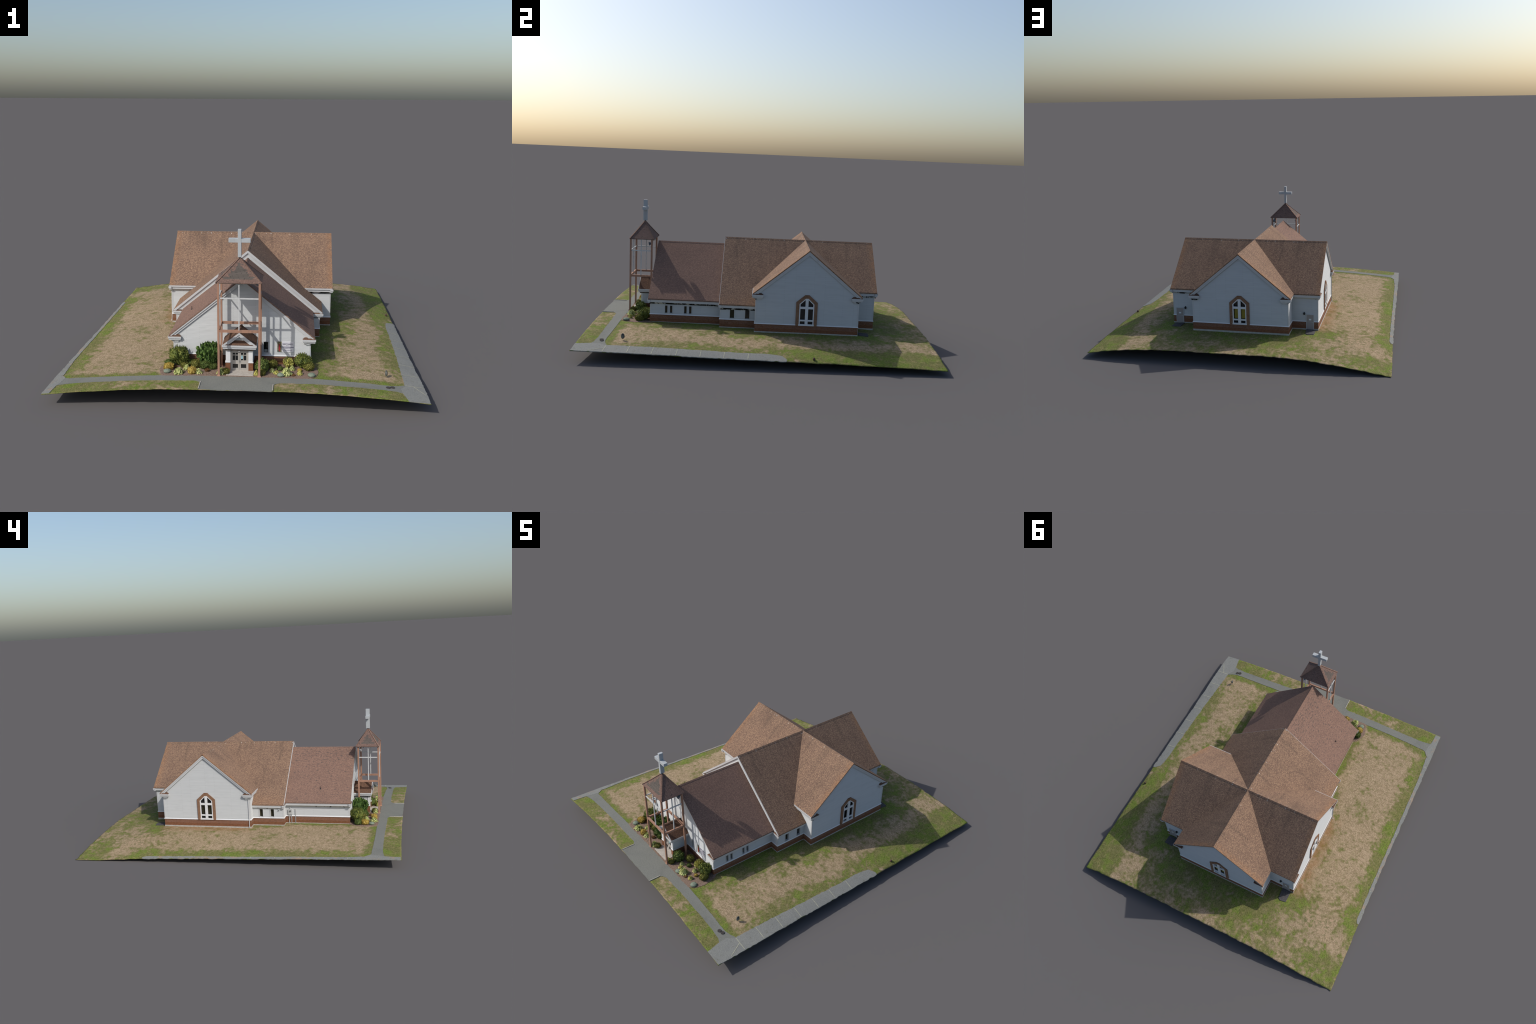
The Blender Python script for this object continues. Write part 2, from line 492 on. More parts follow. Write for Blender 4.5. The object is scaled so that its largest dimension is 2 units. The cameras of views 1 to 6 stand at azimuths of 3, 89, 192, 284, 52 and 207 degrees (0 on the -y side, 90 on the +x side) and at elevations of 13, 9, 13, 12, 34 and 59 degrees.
def build_lawn():
    nx, ny = 214, 238
    v, f = [], []
    for j in range(ny + 1):
        t = j / ny
        yy = -1 + 2 * t
        xl = interp(yy, [-1, -.5, 0, .5, 1], [-.876, -.878, -.879, -.883, -.894]) + edge_noise(yy, 1.0, 14, .003)
        xr = interp(yy, [-1, -.5, .2, .7, 1], [.889, .886, .884, .881, .879]) + edge_noise(yy, 2.0, 14, .003)
        for i in range(nx + 1):
            s = i / nx
            xx = -.88 + 1.76 * s
            yf = interp(xx, [-.88, -.5, -.1, .3, .88], [-.998, -.987, -.983, -.982, -.987]) + edge_noise(xx, 3.0, 16, .0025)
            yb = interp(xx, [-.88, -.5, 0, .5, .88], [.996, .990, .989, .987, .990]) + edge_noise(xx, 4.0, 18, .0045) + edge_noise(xx, 6.0, 75, .0025)
            x = xl + (xr - xl) * s
            y = yf + (yb - yf) * t
            z = ground(x, y) + .0016 * noise.noise(Vector((x * 9, y * 9, 0))) + .0008 * noise.noise(Vector((x * 60, y * 60, 3)))
            if y > .72:                      # rougher grass at the back of the lot
                z += .003 * smooth(.72, .95, y) * noise.noise(Vector((x * 28, y * 28, 7)))
            v.append((x, y, max(z, .0015)))
    top = len(v)
    v += [(x, y, max(z - .0025, 0.0)) for x, y, z in v]
    w = nx + 1
    for j in range(ny):
        for i in range(nx):
            a = j * w + i
            f.append((a, a + 1, a + w + 1, a + w))
            f.append((a + top, a + w + top, a + w + 1 + top, a + 1 + top))
    rim = [(i, i + 1) for i in range(nx)] + [(ny * w + i + 1, ny * w + i) for i in range(nx)]
    rim += [(j * w + w, j * w) for j in range(ny)] + [(j * w + nx, j * w + nx + w) for j in range(ny)]
    for a, b in rim:
        f.append((b, a, a + top, b + top))
    g = Geo()
    g.add(v, f)
    o = g.obj('lawn', M_lawn, lot, fix=False, turn=False)
    for p in o.data.polygons:
        p.use_smooth = True
    return o


build_lawn()


def sheet(name, mat, a0, a1, n, lo, hi, rows, lift, along='x', skirt=.004, wob=0.0):
    """A paved or planted area: for each step along the axis it runs from lo() to hi()."""
    g = Geo()
    v = []
    for i in range(n + 1):
        a = a0 + (a1 - a0) * i / n
        l, h = lo(a), hi(a)
        for k in range(rows + 1):
            b = l + (h - l) * k / rows
            if k in (0, rows) and wob:
                b += edge_noise(a, 9.0 + k, 40, wob)
            x, y = (a, b) if along == 'x' else (b, a)
            edge = k in (0, rows) or i in (0, n)
            v.append((x, y, ground(x, y) + .0016 * noise.noise(Vector((x * 9, y * 9, 0))) + lift))
    w = rows + 1
    f = [(i * w + k, i * w + k + 1, (i + 1) * w + k + 1, (i + 1) * w + k) for i in range(n) for k in range(rows)]
    ring = [k for k in range(w)] + [i * w + rows for i in range(1, n + 1)] + \
           [n * w + k for k in range(rows - 1, -1, -1)] + [i * w for i in range(n - 1, 0, -1)]
    base = len(v)
    v += [(v[i][0], v[i][1], v[i][2] - skirt) for i in ring]
    m = len(ring)
    f += [(ring[i], ring[(i + 1) % m], base + (i + 1) % m, base + i) for i in range(m)]
    g.add(v, f)
    return g.obj(name, mat, lot, turn=False)


# walkway along the front, widening to the street before the door
def walk_outer(x):
    if -.156 <= x <= .181:
        return -.983
    if x < 0:
        return interp(x, [-.848, -.838, -.80, -.75, -.60, -.18, -.1561], [-.925, -.906, -.895, -.890, -.887, -.889, -.902])
    return interp(x, [.1811, .19, .215, .40, .66, .75, .772, .80], [-.925, -.905, -.892, -.887, -.889, -.895, -.905, -.93])


def walk_inner(x):
    return interp(x, [-.848, -.835, -.80, -.6, -.2, .3, .63, .72, .76, .80], [-.795, -.815, -.828, -.833, -.832, -.829, -.836, -.840, -.833, -.815])


sheet('front_walkway', M_walk, -.848, .803, 240, walk_outer, walk_inner, 8, .0015, wob=.002)


def east_inner(y):
    return interp(y, [-.99, -.93, -.9, -.86, -.83, -.7, -.3, .06, .12, .143], [.792, .779, .775, .772, .797, .801, .817, .823, .836, .868])


def east_outer(y):
    return interp(y, [-1, -.5, .2, .7, 1], [.889, .886, .884, .881, .879]) + edge_noise(y, 2.0, 14, .003) + .0006


sheet('sidewalk', M_sidewalk, -.986, .143, 150, east_inner, east_outer, 6, .0020, 'y', wob=.0035)


def west_inner(y):
    return interp(y, [-.998, -.91, -.88, -.82, -.79, -.6, -.2, .2, .53, .556], [-.841, -.836, -.826, -.820, -.843, -.855, -.858, -.860, -.863, -.876])


def west_outer(y):
    return interp(y, [-1, -.5, 0, .5, 1], [-.876, -.878, -.879, -.883, -.894]) + edge_noise(y, 1.0, 14, .003) - .0006


sheet('sidewalk', M_sidewalk, -.994, .552, 190, west_outer, west_inner, 4, .0020, 'y', wob=.0028)


def bed_inner(x):
    return interp(x, [-.376, -.36, -.335, -.31, .36, .38, .395], [-.745, -.69, -.66, -.648, -.648, -.668, -.74])


def bed_outer(x):
    return interp(x, [-.376, -.365, -.35, .36, .385, .395], [-.755, -.80, -.835, -.832, -.80, -.75])


sheet('garden_bed', M_mulch, -.376, .395, 110, bed_outer, bed_inner, 26, .0017, wob=.004)

# painted or poured joint lines across the pavement
g = Geo()


def ground_line(g, p, q, w, lift, n=8):
    p, q = Vector((*p, 0)), Vector((*q, 0))
    d = (q - p).normalized()
    s = Vector((-d.y, d.x, 0)) * w / 2
    pts = [p + (q - p) * i / n for i in range(n + 1)]
    v = []
    for c in pts:
        for e in (c + s, c - s):
            v.append((e.x, e.y, ground(e.x, e.y) + .0016 * noise.noise(Vector((e.x * 9, e.y * 9, 0))) + lift))
    g.add(v, [(2 * i, 2 * i + 1, 2 * i + 3, 2 * i + 2) for i in range(n)])


for y in (-.820, -.694, -.566, -.438, -.312, -.188, -.061):
    ground_line(g, (east_inner(y) + .003, y + .002), (.883, y - .001), .0042, .0028)
ground_line(g, (.838, -.822), (.879, -.902), .0042, .0029)
for y in (-.70, -.56, -.415, -.275, -.13, .02, .17, .32, .45):
    ground_line(g, (west_inner(y) - .002, y), (-.875, y), .0032, .0028, 4)
g.obj('pavement_joint', M_joint, lot, fix=True, turn=False)['kind'] = 'stuff'

for x, y0, y1 in ((.181, -.984, -.915), (-.156, -.984, -.900)):
    g = Geo()
    n = 8
    for i in range(n):
        a, b = y0 + (y1 - y0) * i / n, y0 + (y1 - y0) * (i + 1) / n
        za, zb = ground(x, a), ground(x, b)
        g.add([(x - .0018, a, za - .002), (x + .0018, a, za - .002), (x + .0018, a, za + .0045), (x - .0018, a, za + .0045),
               (x - .0018, b, zb - .002), (x + .0018, b, zb - .002), (x + .0018, b, zb + .0045), (x - .0018, b, zb + .0045)],
              [(0, 1, 5, 4), (1, 2, 6, 5), (2, 3, 7, 6), (3, 0, 4, 7)])
    g.obj('curb', M_curb, lot, turn=False)

# drain cover on the walkway, bollard lamp stub and stump on the lawn
for dx in (-.010, .010):
    g = Geo()
    x, y = .724 + dx, -.860 + dx * .3
    z = ground(x, y)
    g.tube((x, y, z), (x, y, z + .0042), .011, .0105, 14)
    g.obj('drain_cover', M_drain, lot, turn=False)


def blob(name, mat, c, r, parent, amp=.15, sub=3, seed=0):
    bm = bmesh.new()
    bmesh.ops.create_icosphere(bm, subdivisions=sub, radius=1)
    for v in bm.verts:
        k = 1 + amp * noise.noise(v.co * 2.3 + Vector((seed, 0, 0)))
        v.co = Vector((v.co.x * r[0] * k + c[0], v.co.y * r[1] * k + c[1], v.co.z * r[2] * k + c[2]))
    me = bpy.data.meshes.new(name)
    bm.to_mesh(me)
    bm.free()
    for p in me.polygons:
        p.use_smooth = True
    me.materials.append(mat)
    o = bpy.data.objects.new(name, me)
    COL.objects.link(o)
    o.parent = parent
    return o


blob('yard_lantern', mottled('dark_lantern', (0.05, 0.055, 0.05), (0.16, 0.17, 0.16), 60), (.719, -.747, .102), (.006, .010, .0155), lot)
blob('stump', mottled('weathered_stump', (0.16, 0.09, 0.06), (0.05, 0.04, 0.03), 90), (.858, .286, .058), (.007, .007, .009), lot)

# ------------------------------------------------------------------ the church walls
CX = .0215                       # line of the main ridge
RIDGE, FRONT_RIDGE = .581, .5385
SILL = .1425                     # top of the brick base


class Wing:
    """One gabled arm. axis: the way the ridge runs."""

    def __init__(self, axis, c, half, wall, a, b, zr, ze):
        self.axis, self.c, self.half, self.wall, self.a, self.b, self.zr, self.ze = axis, c, half, wall, a, b, zr, ze

    def P(self, u, z, t):
        return (self.c + u, t, z) if self.axis == 'y' else (t, self.c + u, z)

    def slope(self):
        return (self.zr - self.ze) / self.half


north = Wing('y', CX, .313, .297, .266, .691, RIDGE, .3208)
middle = Wing('y', CX, .413, .396, -.2435, .266, RIDGE, .2368)
cross = Wing('x', .266, .3155, .297, -.4505, .4965, RIDGE, .3208)
front = Wing('y', CX, .361, .3385, -.668, -.239, FRONT_RIDGE, .2410)


def clip(poly, z0, z1):
    def cut(p, z, keep_above):
        out = []
        for i in range(len(p)):
            a, b = p[i], p[(i + 1) % len(p)]
            ia = (a[1] >= z) if keep_above else (a[1] <= z)
            ib = (b[1] >= z) if keep_above else (b[1] <= z)
            if ia:
                out.append(a)
            if ia != ib:
                t = (z - a[1]) / (b[1] - a[1])
                out.append((a[0] + (b[0] - a[0]) * t, z))
        return out
    p = cut(poly, z0, True)
    return cut(p, z1, False) if len(p) > 2 else p


def cut_u(p, u, right):
    out = []
    for i in range(len(p)):
        a, b = p[i], p[(i + 1) % len(p)]
        ia = (a[0] >= u) if right else (a[0] <= u)
        ib = (b[0] >= u) if right else (b[0] <= u)
        if ia:
            out.append(a)
        if ia != ib:
            t = (u - a[0]) / (b[0] - a[0])
            out.append((u, a[1] + (b[1] - a[1]) * t))
    return out


def lap_wall(g, poly, fn, holes=(), course=.0058, lip=.0021):
    """Clapboards: every course leans out at its foot. fn(u, z, out) -> point.
    holes: window openings as (centre, bottom, top, half width at height z)."""
    z = min(p[1] for p in poly)
    top = max(p[1] for p in poly)
    cuts = {z + course * k for k in range(int((top - z) / course) + 2)}
    for c, z0, z1, hw in holes:
        cuts |= {z0, z1}
    base = z
    cuts = sorted(q for q in cuts if z - 1e-6 <= q < top - 1e-5) + [top]
    for za, zb in zip(cuts[:-1], cuts[1:]):
        if zb - za < 1e-5:
            continue
        k = int((za - base) / course + 1e-4)
        foot_z = base + k * course
        parts = [clip(poly, za, zb)]
        mid = (za + zb) / 2
        for c, z0, z1, hw in holes:
            if z0 < mid < z1:
                w = hw(mid)
                parts = [r for q in parts for r in (cut_u(q, c - w, False), cut_u(q, c + w, True))]
        for q in parts:
            if len(q) < 3:
                continue
            g.face([fn(u, w, lip * (1 - (w - foot_z) / course)) for u, w in q])
            foot = sorted([u for u, w in q if abs(w - foot_z) < 1e-6])
            if len(foot) >= 2:
                a, b = foot[0], foot[-1]
                g.face([fn(a, foot_z, 0), fn(b, foot_z, 0), fn(b, foot_z, lip), fn(a, foot_z, lip)])


ARCH = lambda c: (c, SILL, .3085, lambda z: interp(z, [.268, .308], [.046, .012]))
SLOT = lambda c, z0, w, h: (c, z0, z0 + h, lambda z: w / 2)


def gable_poly(w, zr, slope, zb=.12):
    ze = zr - slope * w
    return [(-w, zb), (w, zb), (w, ze - .004), (0, zr - .004), (-w, ze - .004)]


g = Geo()
# gable walls: (wing, position, outward sign)
for wing, t, s, holes in ((front, -.657, -1, [SLOT(.12, .158, .0225, .057)]), (middle, -.238, -1, []), (north, .677, 1, [ARCH(.002)]),
                          (cross, .4855, 1, [ARCH(-.0015)]), (cross, -.4365, -1, [ARCH(-.0015)])):
    lap_wall(g, gable_poly(wing.wall, wing.zr, wing.slope()), lambda u, z, o, W=wing, t=t, s=s: W.P(u, z, t + s * o), holes)
# long walls under the eaves: (fixed axis, position, from, to, top, sign)
EAST_FRONT, EAST_MID, WEST_MID = (-.562, -.533, -.448, -.419), (-.1675, -.078), (-.089, -.163)
HOLES = {(CX + .3385): [SLOT(y, .153, .0145, .045) for y in EAST_FRONT],
         (CX + .396): [SLOT(y, .151, .025, .054) for y in EAST_MID],
         (CX - .398): [SLOT(y, .151, .023, .056) for y in WEST_MID]}
for ax, t, a, b, zt, s in (
        ('x', CX + .3385, -.657, -.238, .235, 1), ('x', CX - .3385, -.657, -.238, .235, -1),
        ('x', CX + .396, -.238, -.03, .235, 1), ('x', CX - .398, -.238, -.03, .235, -1),
        ('x', CX + .297, .55, .677, .325, 1), ('x', CX - .297, .55, .677, .325, -1),
        ('y', -.031, .35, .4855, .33, -1), ('y', -.031, -.4365, -.31, .33, -1),
        ('y', .563, .30, .4855, .33, 1), ('y', .563, -.4365, -.25, .33, 1)):
    poly = [(a, .12), (b, .12), (b, zt), (a, zt)]
    if ax == 'x':
        lap_wall(g, poly, lambda u, z, o, t=t, s=s: (t + s * o, u, z), HOLES.get(t, ()))
    else:
        lap_wall(g, poly, lambda u, z, o, t=t, s=s: (u, t + s * o, z))
g.obj('siding_wall', M_siding, lot, fix=False)

PLAN = [(CX - .3385, -.657), (CX + .3385, -.657), (CX + .3385, -.238), (CX + .396, -.238), (CX + .396, -.031), (.4855, -.031),
        (.4855, .563), (CX + .297, .563), (CX + .297, .677), (CX - .297, .677), (CX - .297, .563), (-.4365, .563),
        (-.4365, -.031), (CX - .398, -.031), (CX - .398, -.238), (CX - .3385, -.238)]


def offset(plan, d):
    out = []
    n = len(plan)
    for i in range(n):
        p, c, q = Vector(plan[i - 1]), Vector(plan[i]), Vector(plan[(i + 1) % n])
        e0, e1 = (c - p).normalized(), (q - c).normalized()
        out.append((c.x + (e0.y + e1.y) * d, c.y - (e0.x + e1.x) * d))
    return out


def band(name, mat, z0, z1, d0, d1, plan=PLAN):
    g = Geo()
    lo, hi = offset(plan, d0), offset(plan, d1)
    n = len(plan)
    v = [(x, y, z0) for x, y in lo] + [(x, y, z1) for x, y in hi]
    inner = offset(plan, -.006)
    v += [(x, y, z0) for x, y in inner] + [(x, y, z1) for x, y in inner]
    for i in range(n):
        j = (i + 1) % n
        g.add([v[i], v[j], v[n + j], v[n + i], v[2 * n + i], v[2 * n + j], v[3 * n + j], v[3 * n + i]],
              [(0, 1, 2, 3), (3, 2, 6, 7), (0, 4, 5, 1)])
    return g.obj(name, mat, lot)


band('footing', M_footing, .060, .0985, .0035, .0035)
band('brick_base', M_brick, .0982, SILL, .0020, .0020)
band('water_table', M_sill, SILL - .0005, SILL + .0055, .0052, .0022)

# corner boards
g = Geo()
for x, y, sx, sy, zt in ((CX - .3385, -.657, -1, -1, .222), (CX + .3385, -.657, 1, -1, .222), (CX + .396, -.238, 1, -1, .215),
                         (CX - .398, -.238, -1, -1, .215), (.4855, -.031, 1, -1, .300), (.4855, .563, 1, 1, .300),
                         (-.4365, -.031, -1, -1, .300), (-.4365, .563, -1, 1, .300), (CX + .297, .677, 1, 1, .300), (CX - .297, .677, -1, 1, .300)):
    x1, y1 = x + sx * .0018, y + sy * .0018
    g.box(min(x1, x1 - sx * .008), max(x1, x1 - sx * .008), min(y1, y1 - sy * .008), max(y1, y1 - sy * .008), SILL + .004, zt)
g.obj('corner_board', M_trim, lot)

# ------------------------------------------------------------------ roofs and trim
THICK = .0075


def roof(name, w, mat):
    g = Geo()
    sl = w.slope()
    h = w.half
    poly = [(-h, w.ze), (0, w.zr), (h, w.ze), (h, w.ze - THICK), (0, w.zr - THICK), (-h, w.ze - THICK)]
    g.prism(poly, lambda u, z, t: w.P(u, z, t), w.a, w.b)
    # ridge cap shingles
    n = int((w.b - w.a) / .011)
    for i in range(n):
        a = w.a + (w.b - w.a) * i / n
        b = a + (w.b - w.a) / n * .97
        p = [(-.0075, w.zr - .0075 * sl + .0012), (0, w.zr + .0016), (.0075, w.zr - .0075 * sl + .0012), (.0075, w.zr - .0075 * sl - .003), (-.0075, w.zr - .0075 * sl - .003)]
        g.prism(p, lambda u, z, t: w.P(u, z, t), a, b)
    return g.obj(name, mat, lot)


roof('nave_roof', middle, M_roof_main)
roof('nave_roof', north, M_roof_main)
roof('transept_roof', cross, M_roof_cross)
roof('front_nave_roof', front, M_roof_front)


def eaves(w, sides=(-1, 1), a=None, b=None, gutter=False):
    lip, top = (.0025, .001) if gutter else (-.0003, .004)
    a = w.a if a is None else a
    b = w.b if b is None else b
    g, s = Geo(), Geo()
    for k in sides:
        u0 = w.half
        g.prism([(k * (u0 + lip), w.ze - top), (k * (u0 - .006), w.ze - top), (k * (u0 - .006), w.ze - .010), (k * (u0 + lip), w.ze - .009)],
                lambda u, z, t: w.P(u, z, t), a, b)
        g.prism([(k * (u0 - .0025), w.ze - .009), (k * (u0 - .008), w.ze - .009), (k * (u0 - .008), w.ze - .0220), (k * (u0 - .0025), w.ze - .0220)],
                lambda u, z, t: w.P(u, z, t), a + .001, b - .001)
        s.prism([(k * (u0 - .004), w.ze - .019), (k * (w.wall - .004), w.ze - .019), (k * (w.wall - .004), w.ze - .036), (k * (w.wall + .0015), w.ze - .036), (k * (u0 - .004), w.ze - .0215)],
                lambda u, z, t: w.P(u, z, t), a + .004, b - .004)
    g.obj('fascia', M_trim, lot)
    s.obj('soffit', M_soffit, lot)


eaves(front)
eaves(middle, b=-.02)
eaves(north, a=.5)
eaves(cross, (-1,), a=.30, gutter=True)
eaves(cross, (1,), a=.30)
west_arm = Wing('x', .266, .3155, .297, -.4505, -.25, RIDGE, .3208)
eaves(west_arm, (-1,), gutter=True)
eaves(west_arm, (1,))


def rake(w, t, s, lip=-.0006):
    """Stepped boards under the roof edge of a gable. t: roof end, s: outward sign."""
    g = Geo()
    sl = w.slope()
    h = w.half - .001
    for d0, d1, o0, o1 in ((.0012 if lip > 0 else .0024, .0155, -.006, lip), (.0150, .0285, -.011, min(lip, 0) - .0035)):
        poly = [(-h, w.zr - sl * h - d0), (0, w.zr - d0), (h, w.zr - sl * h - d0),
                (h, w.zr - sl * h - d1), (0, w.zr - d1), (-h, w.zr - sl * h - d1)]
        if d0 > .01:      # the inner board stops short at the returns
            k = h - .012
            poly = [(-k, w.zr - sl * k - d0), (0, w.zr - d0), (k, w.zr - sl * k - d0), (k, w.zr - sl * k - d1), (0, w.zr - d1), (-k, w.zr - sl * k - d1)]
        g.prism(poly, lambda u, z, q: w.P(u, z, q), t + s * o0, t + s * o1)
    g.obj('rake_board', M_trim, lot)
    # cornice returns: a boxed stub with a small shingled hip on top
    for k in (-1, 1):
        r, top = Geo(), Geo()
        u1, u0 = w.half + .004, w.half - .062
        z1 = w.ze - .0068
        wall = t - s * .013
        for dz0, dz1, o in ((0, .010, .0045), (.0095, .0185, .001)):
            r.prism([(k * (u1 - (0.0 if dz0 == 0 else .003)), z1 - dz0), (k * (u0 + (0.0 if dz0 == 0 else .003)), z1 - dz0),
                     (k * (u0 + (0.0 if dz0 == 0 else .003)), z1 - dz1), (k * (u1 - (0.0 if dz0 == 0 else .003)), z1 - dz1)],
                    lambda u, z, q: w.P(u, z, q), wall, t + s * o)
        top.add([w.P(k * (u1 - .001), z1, t + s * .004), w.P(k * (u0 + .001), z1, t + s * .004), w.P(k * (u0 + .001), z1, wall), w.P(k * (u1 - .001), z1, wall),
                 w.P(k * (u1 - .014), z1 + .0115, wall), w.P(k * (u0 + .014), z1 + .0115, wall)],
                [(0, 1, 5, 4), (1, 2, 5), (0, 4, 3), (2, 3, 4, 5), (0, 3, 2, 1)])
        o = r.obj('cornice_return', M_trim, lot)
        top.obj('return_roof', M_roof_porch, o)
        u2 = (u0 + u1) / 2
        st = Geo()
        st.prism([(k * (u1 - .008), z1 - .018), (k * (u0 + .008), z1 - .018), (k * (u0 + .016), z1 - .029), (k * (w.wall - .002), z1 - .029)],
                 lambda u, z, q: w.P(u, z, q), wall - s * .001, t - s * .004)
        st.obj('return_soffit', M_soffit, o)


rake(front, -.668, -1)
rake(middle, -.2435, -1, .0018)
rake(north, .691, 1)
rake(cross, .4965, 1)
rake(cross, -.4505, -1)

# ------------------------------------------------------------------ windows
HALF, SHO, TOPZ = .0615, .2785 - SILL, .3215 - SILL


def arched_window_meshes():
    # local frame: x across, y outward is -y, z up from the brick base
    ring_out = [(-HALF, -.002), (HALF, -.002), (HALF, SHO), (.0125, TOPZ), (-.0125, TOPZ), (-HALF, SHO)]
    ring_in = [(-.043, -.002), (.043, -.002), (.043, SHO - .009), (.008, TOPZ - .0195), (-.008, TOPZ - .0195), (-.043, SHO - .009)]
    g = Geo()
    n = 6
    for i in range(1, n):
        j = (i + 1) % n
        q = [ring_out[i], ring_out[j], ring_in[j], ring_in[i]]
        g.prism(q, lambda u, z, t: (u, t, z), .002, -.0055)
    sur = g.mesh('brick_surround', M_brick_window)
    g = Geo()
    d0, d1 = .001, -.0048
    f = lambda u, z, t: (u, t, z)
    arch_z = lambda x: interp(abs(x), [0, .008, .022, .043], [TOPZ - .0195, TOPZ - .0195, TOPZ - .030, SHO - .009])
    for s in (-1, 1):
        g.prism([(s * .0435, 0), (s * .0365, 0), (s * .0365, arch_z(.0365) - .008), (s * .0435, arch_z(.043))], f, d0, d1)      # jamb
        g.prism([(s * .0436, arch_z(.043)), (s * .0085, TOPZ - .0195), (s * .0085, TOPZ - .0275), (s * .0365, arch_z(.0365) - .008)], f, d0, d1)
    g.box(-.0085, .0085, d1 - .0012, d0, 0, TOPZ - .0195)                      # mullion, reading as a cross
    g.box(-.0366, .0366, d1 - .0006, d0, .0985, .1115)                         # transom
    g.box(-.0366, .0366, d1, d0, .0255, .0345)
    g.box(-.0450, .0450, d1 - .001, d0, -.001, .0085)
    ring = [(-.0432, 0), (.0432, 0), (.0432, SHO - .009), (.0085, TOPZ - .0195), (-.0085, TOPZ - .0195), (-.0432, SHO - .009)]
    for i in range(6):      # reveals of the opening
        (u0, z0), (u1, z1) = ring[i], ring[(i + 1) % 6]
        g.face([(u0, .0005, z0), (u1, .0005, z1), (u1, .0115, z1), (u0, .0115, z0)])
    fr = g.mesh('window_frame', M_sill)
    g = Geo()
    g.prism([(-.043, 0), (.043, 0), (.043, SHO - .009), (.008, TOPZ - .02), (-.008, TOPZ - .02), (-.043, SHO - .009)], f, .0100, .0120)
    dark = g.mesh('window_pane', M_glass)
    g = Geo()
    for s in (-1, 1):
        a, b = sorted((s * .0095, s * .0335))
        g.box(a, b, .0080, .0098, .036, .0975)
    return sur, fr, dark, g


sur, fr, dark, mid = arched_window_meshes()
mid_mesh = {k: mid.mesh('lower_pane', m) for k, m in (('olive', M_olive), ('curtain', M_curtain), ('dark', M_glass))}


def inst(name, me, loc, rz, parent):
    o = bpy.data.objects.new(name, me)
    COL.objects.link(o)
    o.location = loc
    o.rotation_euler = (0, 0, rz)
    o.parent = parent
    return o


def turned(x, y):
    c, s = math.cos(ROT), math.sin(ROT)
    return x * c - y * s, x * s + y * c


for (x, y), rz, kind in (((.4870, .2645), math.pi / 2, 'dark'), ((-.4380, .2645), -math.pi / 2, 'olive'), ((CX + .002, .6785), math.pi, 'curtain')):
    w = inst('arched_window', sur, (*turned(x, y), SILL), rz + ROT, lot)
    for nm, me in (('window_frame', fr), ('window_pane', dark), ('curtained_pane', mid_mesh[kind])):
        o = bpy.data.objects.new(nm, me)
        COL.objects.link(o)
        o.parent = w


def small_window(x, y, rz, z0, w, h, pane, sill=True):
    f, p = Geo(), Geo()
    b = .0032
    for a0, a1, c0, c1 in ((-w / 2 - b, -w / 2, -b, h + b), (w / 2, w / 2 + b, -b, h + b), (-w / 2, w / 2, h, h + b), (-w / 2 - .001, w / 2 + .001, -b, 0)):
        f.box(a0, a1, -.0035, .002, c0, c1)
    p.box(-w / 2 - .002, w / 2 + .002, .010, .012, -.002, h + .002)
    for a0, a1, c0, c1 in ((-w / 2 - .001, -w / 2, 0, h), (w / 2, w / 2 + .001, 0, h), (-w / 2, w / 2, h, h + .001), (-w / 2, w / 2, -.001, 0)):
        f.box(a0, a1, .0015, .011, c0, c1)
    o = inst('side_window', f.mesh('side_window', M_trim), (*turned(x, y), z0), rz + ROT, lot)
    q = bpy.data.objects.new('window_pane', p.mesh('window_pane', pane))
    COL.objects.link(q)
    q.parent = o
    return o


E, W_, N_ = math.pi / 2, -math.pi / 2, math.pi
for y in EAST_MID:
    small_window(CX + .396, y, E, .151, .025, .054, M_olive if y < -.1 else M_glass)
for y in WEST_MID:
    small_window(CX - .398, y, W_, .151, .023, .056, M_olive)
for y in EAST_FRONT:
    small_window(CX + .3385, y, E, .153, .0145, .045, M_olive if y in (-.562, -.448) else M_glass)
w = small_window(.1415, -.657, 0, .158, .0225, .057, M_glass)
g = Geo()
g.box(-.008, .008, .0082, .0098, .002, .013)
o = g.obj('window_notice', mottled('grey_notice', (0.32, 0.36, 0.36), (0.24, 0.27, 0.27), 90), w, turn=False)

# ------------------------------------------------------------------ sign board on the front wall
g = Geo()
g.box(.1975, .2785, -.6605, -.655, .1650, .2185)
sign = g.obj('wall_sign', M_signboard, lot)
g = Geo()
g.box(.1975, .2185, -.6614, -.6602, .1650, .2185)
o = g.obj('sign_picture', mottled('picture_ground', (0.045, 0.075, 0.065), (0.20, 0.17, 0.09), 130, lo=0.4, hi=0.6), sign)
g = Geo()
g.tube((.2080, -.6612, .2095), (.2080, -.6622, .2095), .0042, .0042, 14)
g.obj('picture_head', Mat('picture_ochre', 0.7).color((0.26, 0.17, 0.09)), sign)
g = Geo()
g.prism([(.2045, .2045), (.2115, .2045), (.2125, .180), (.2105, .168), (.2060, .168), (.2040, .180)], lambda u, z, t: (u, t, z), -.6612, -.6622)
g.obj('picture_robe', Mat('picture_red', 0.7).color((0.30, 0.035, 0.035)), sign)
g = Geo()
g.box(.2200, .2780, -.6613, -.6602, .1890, .1922)
g.obj('sign_rule', M_ink, sign)


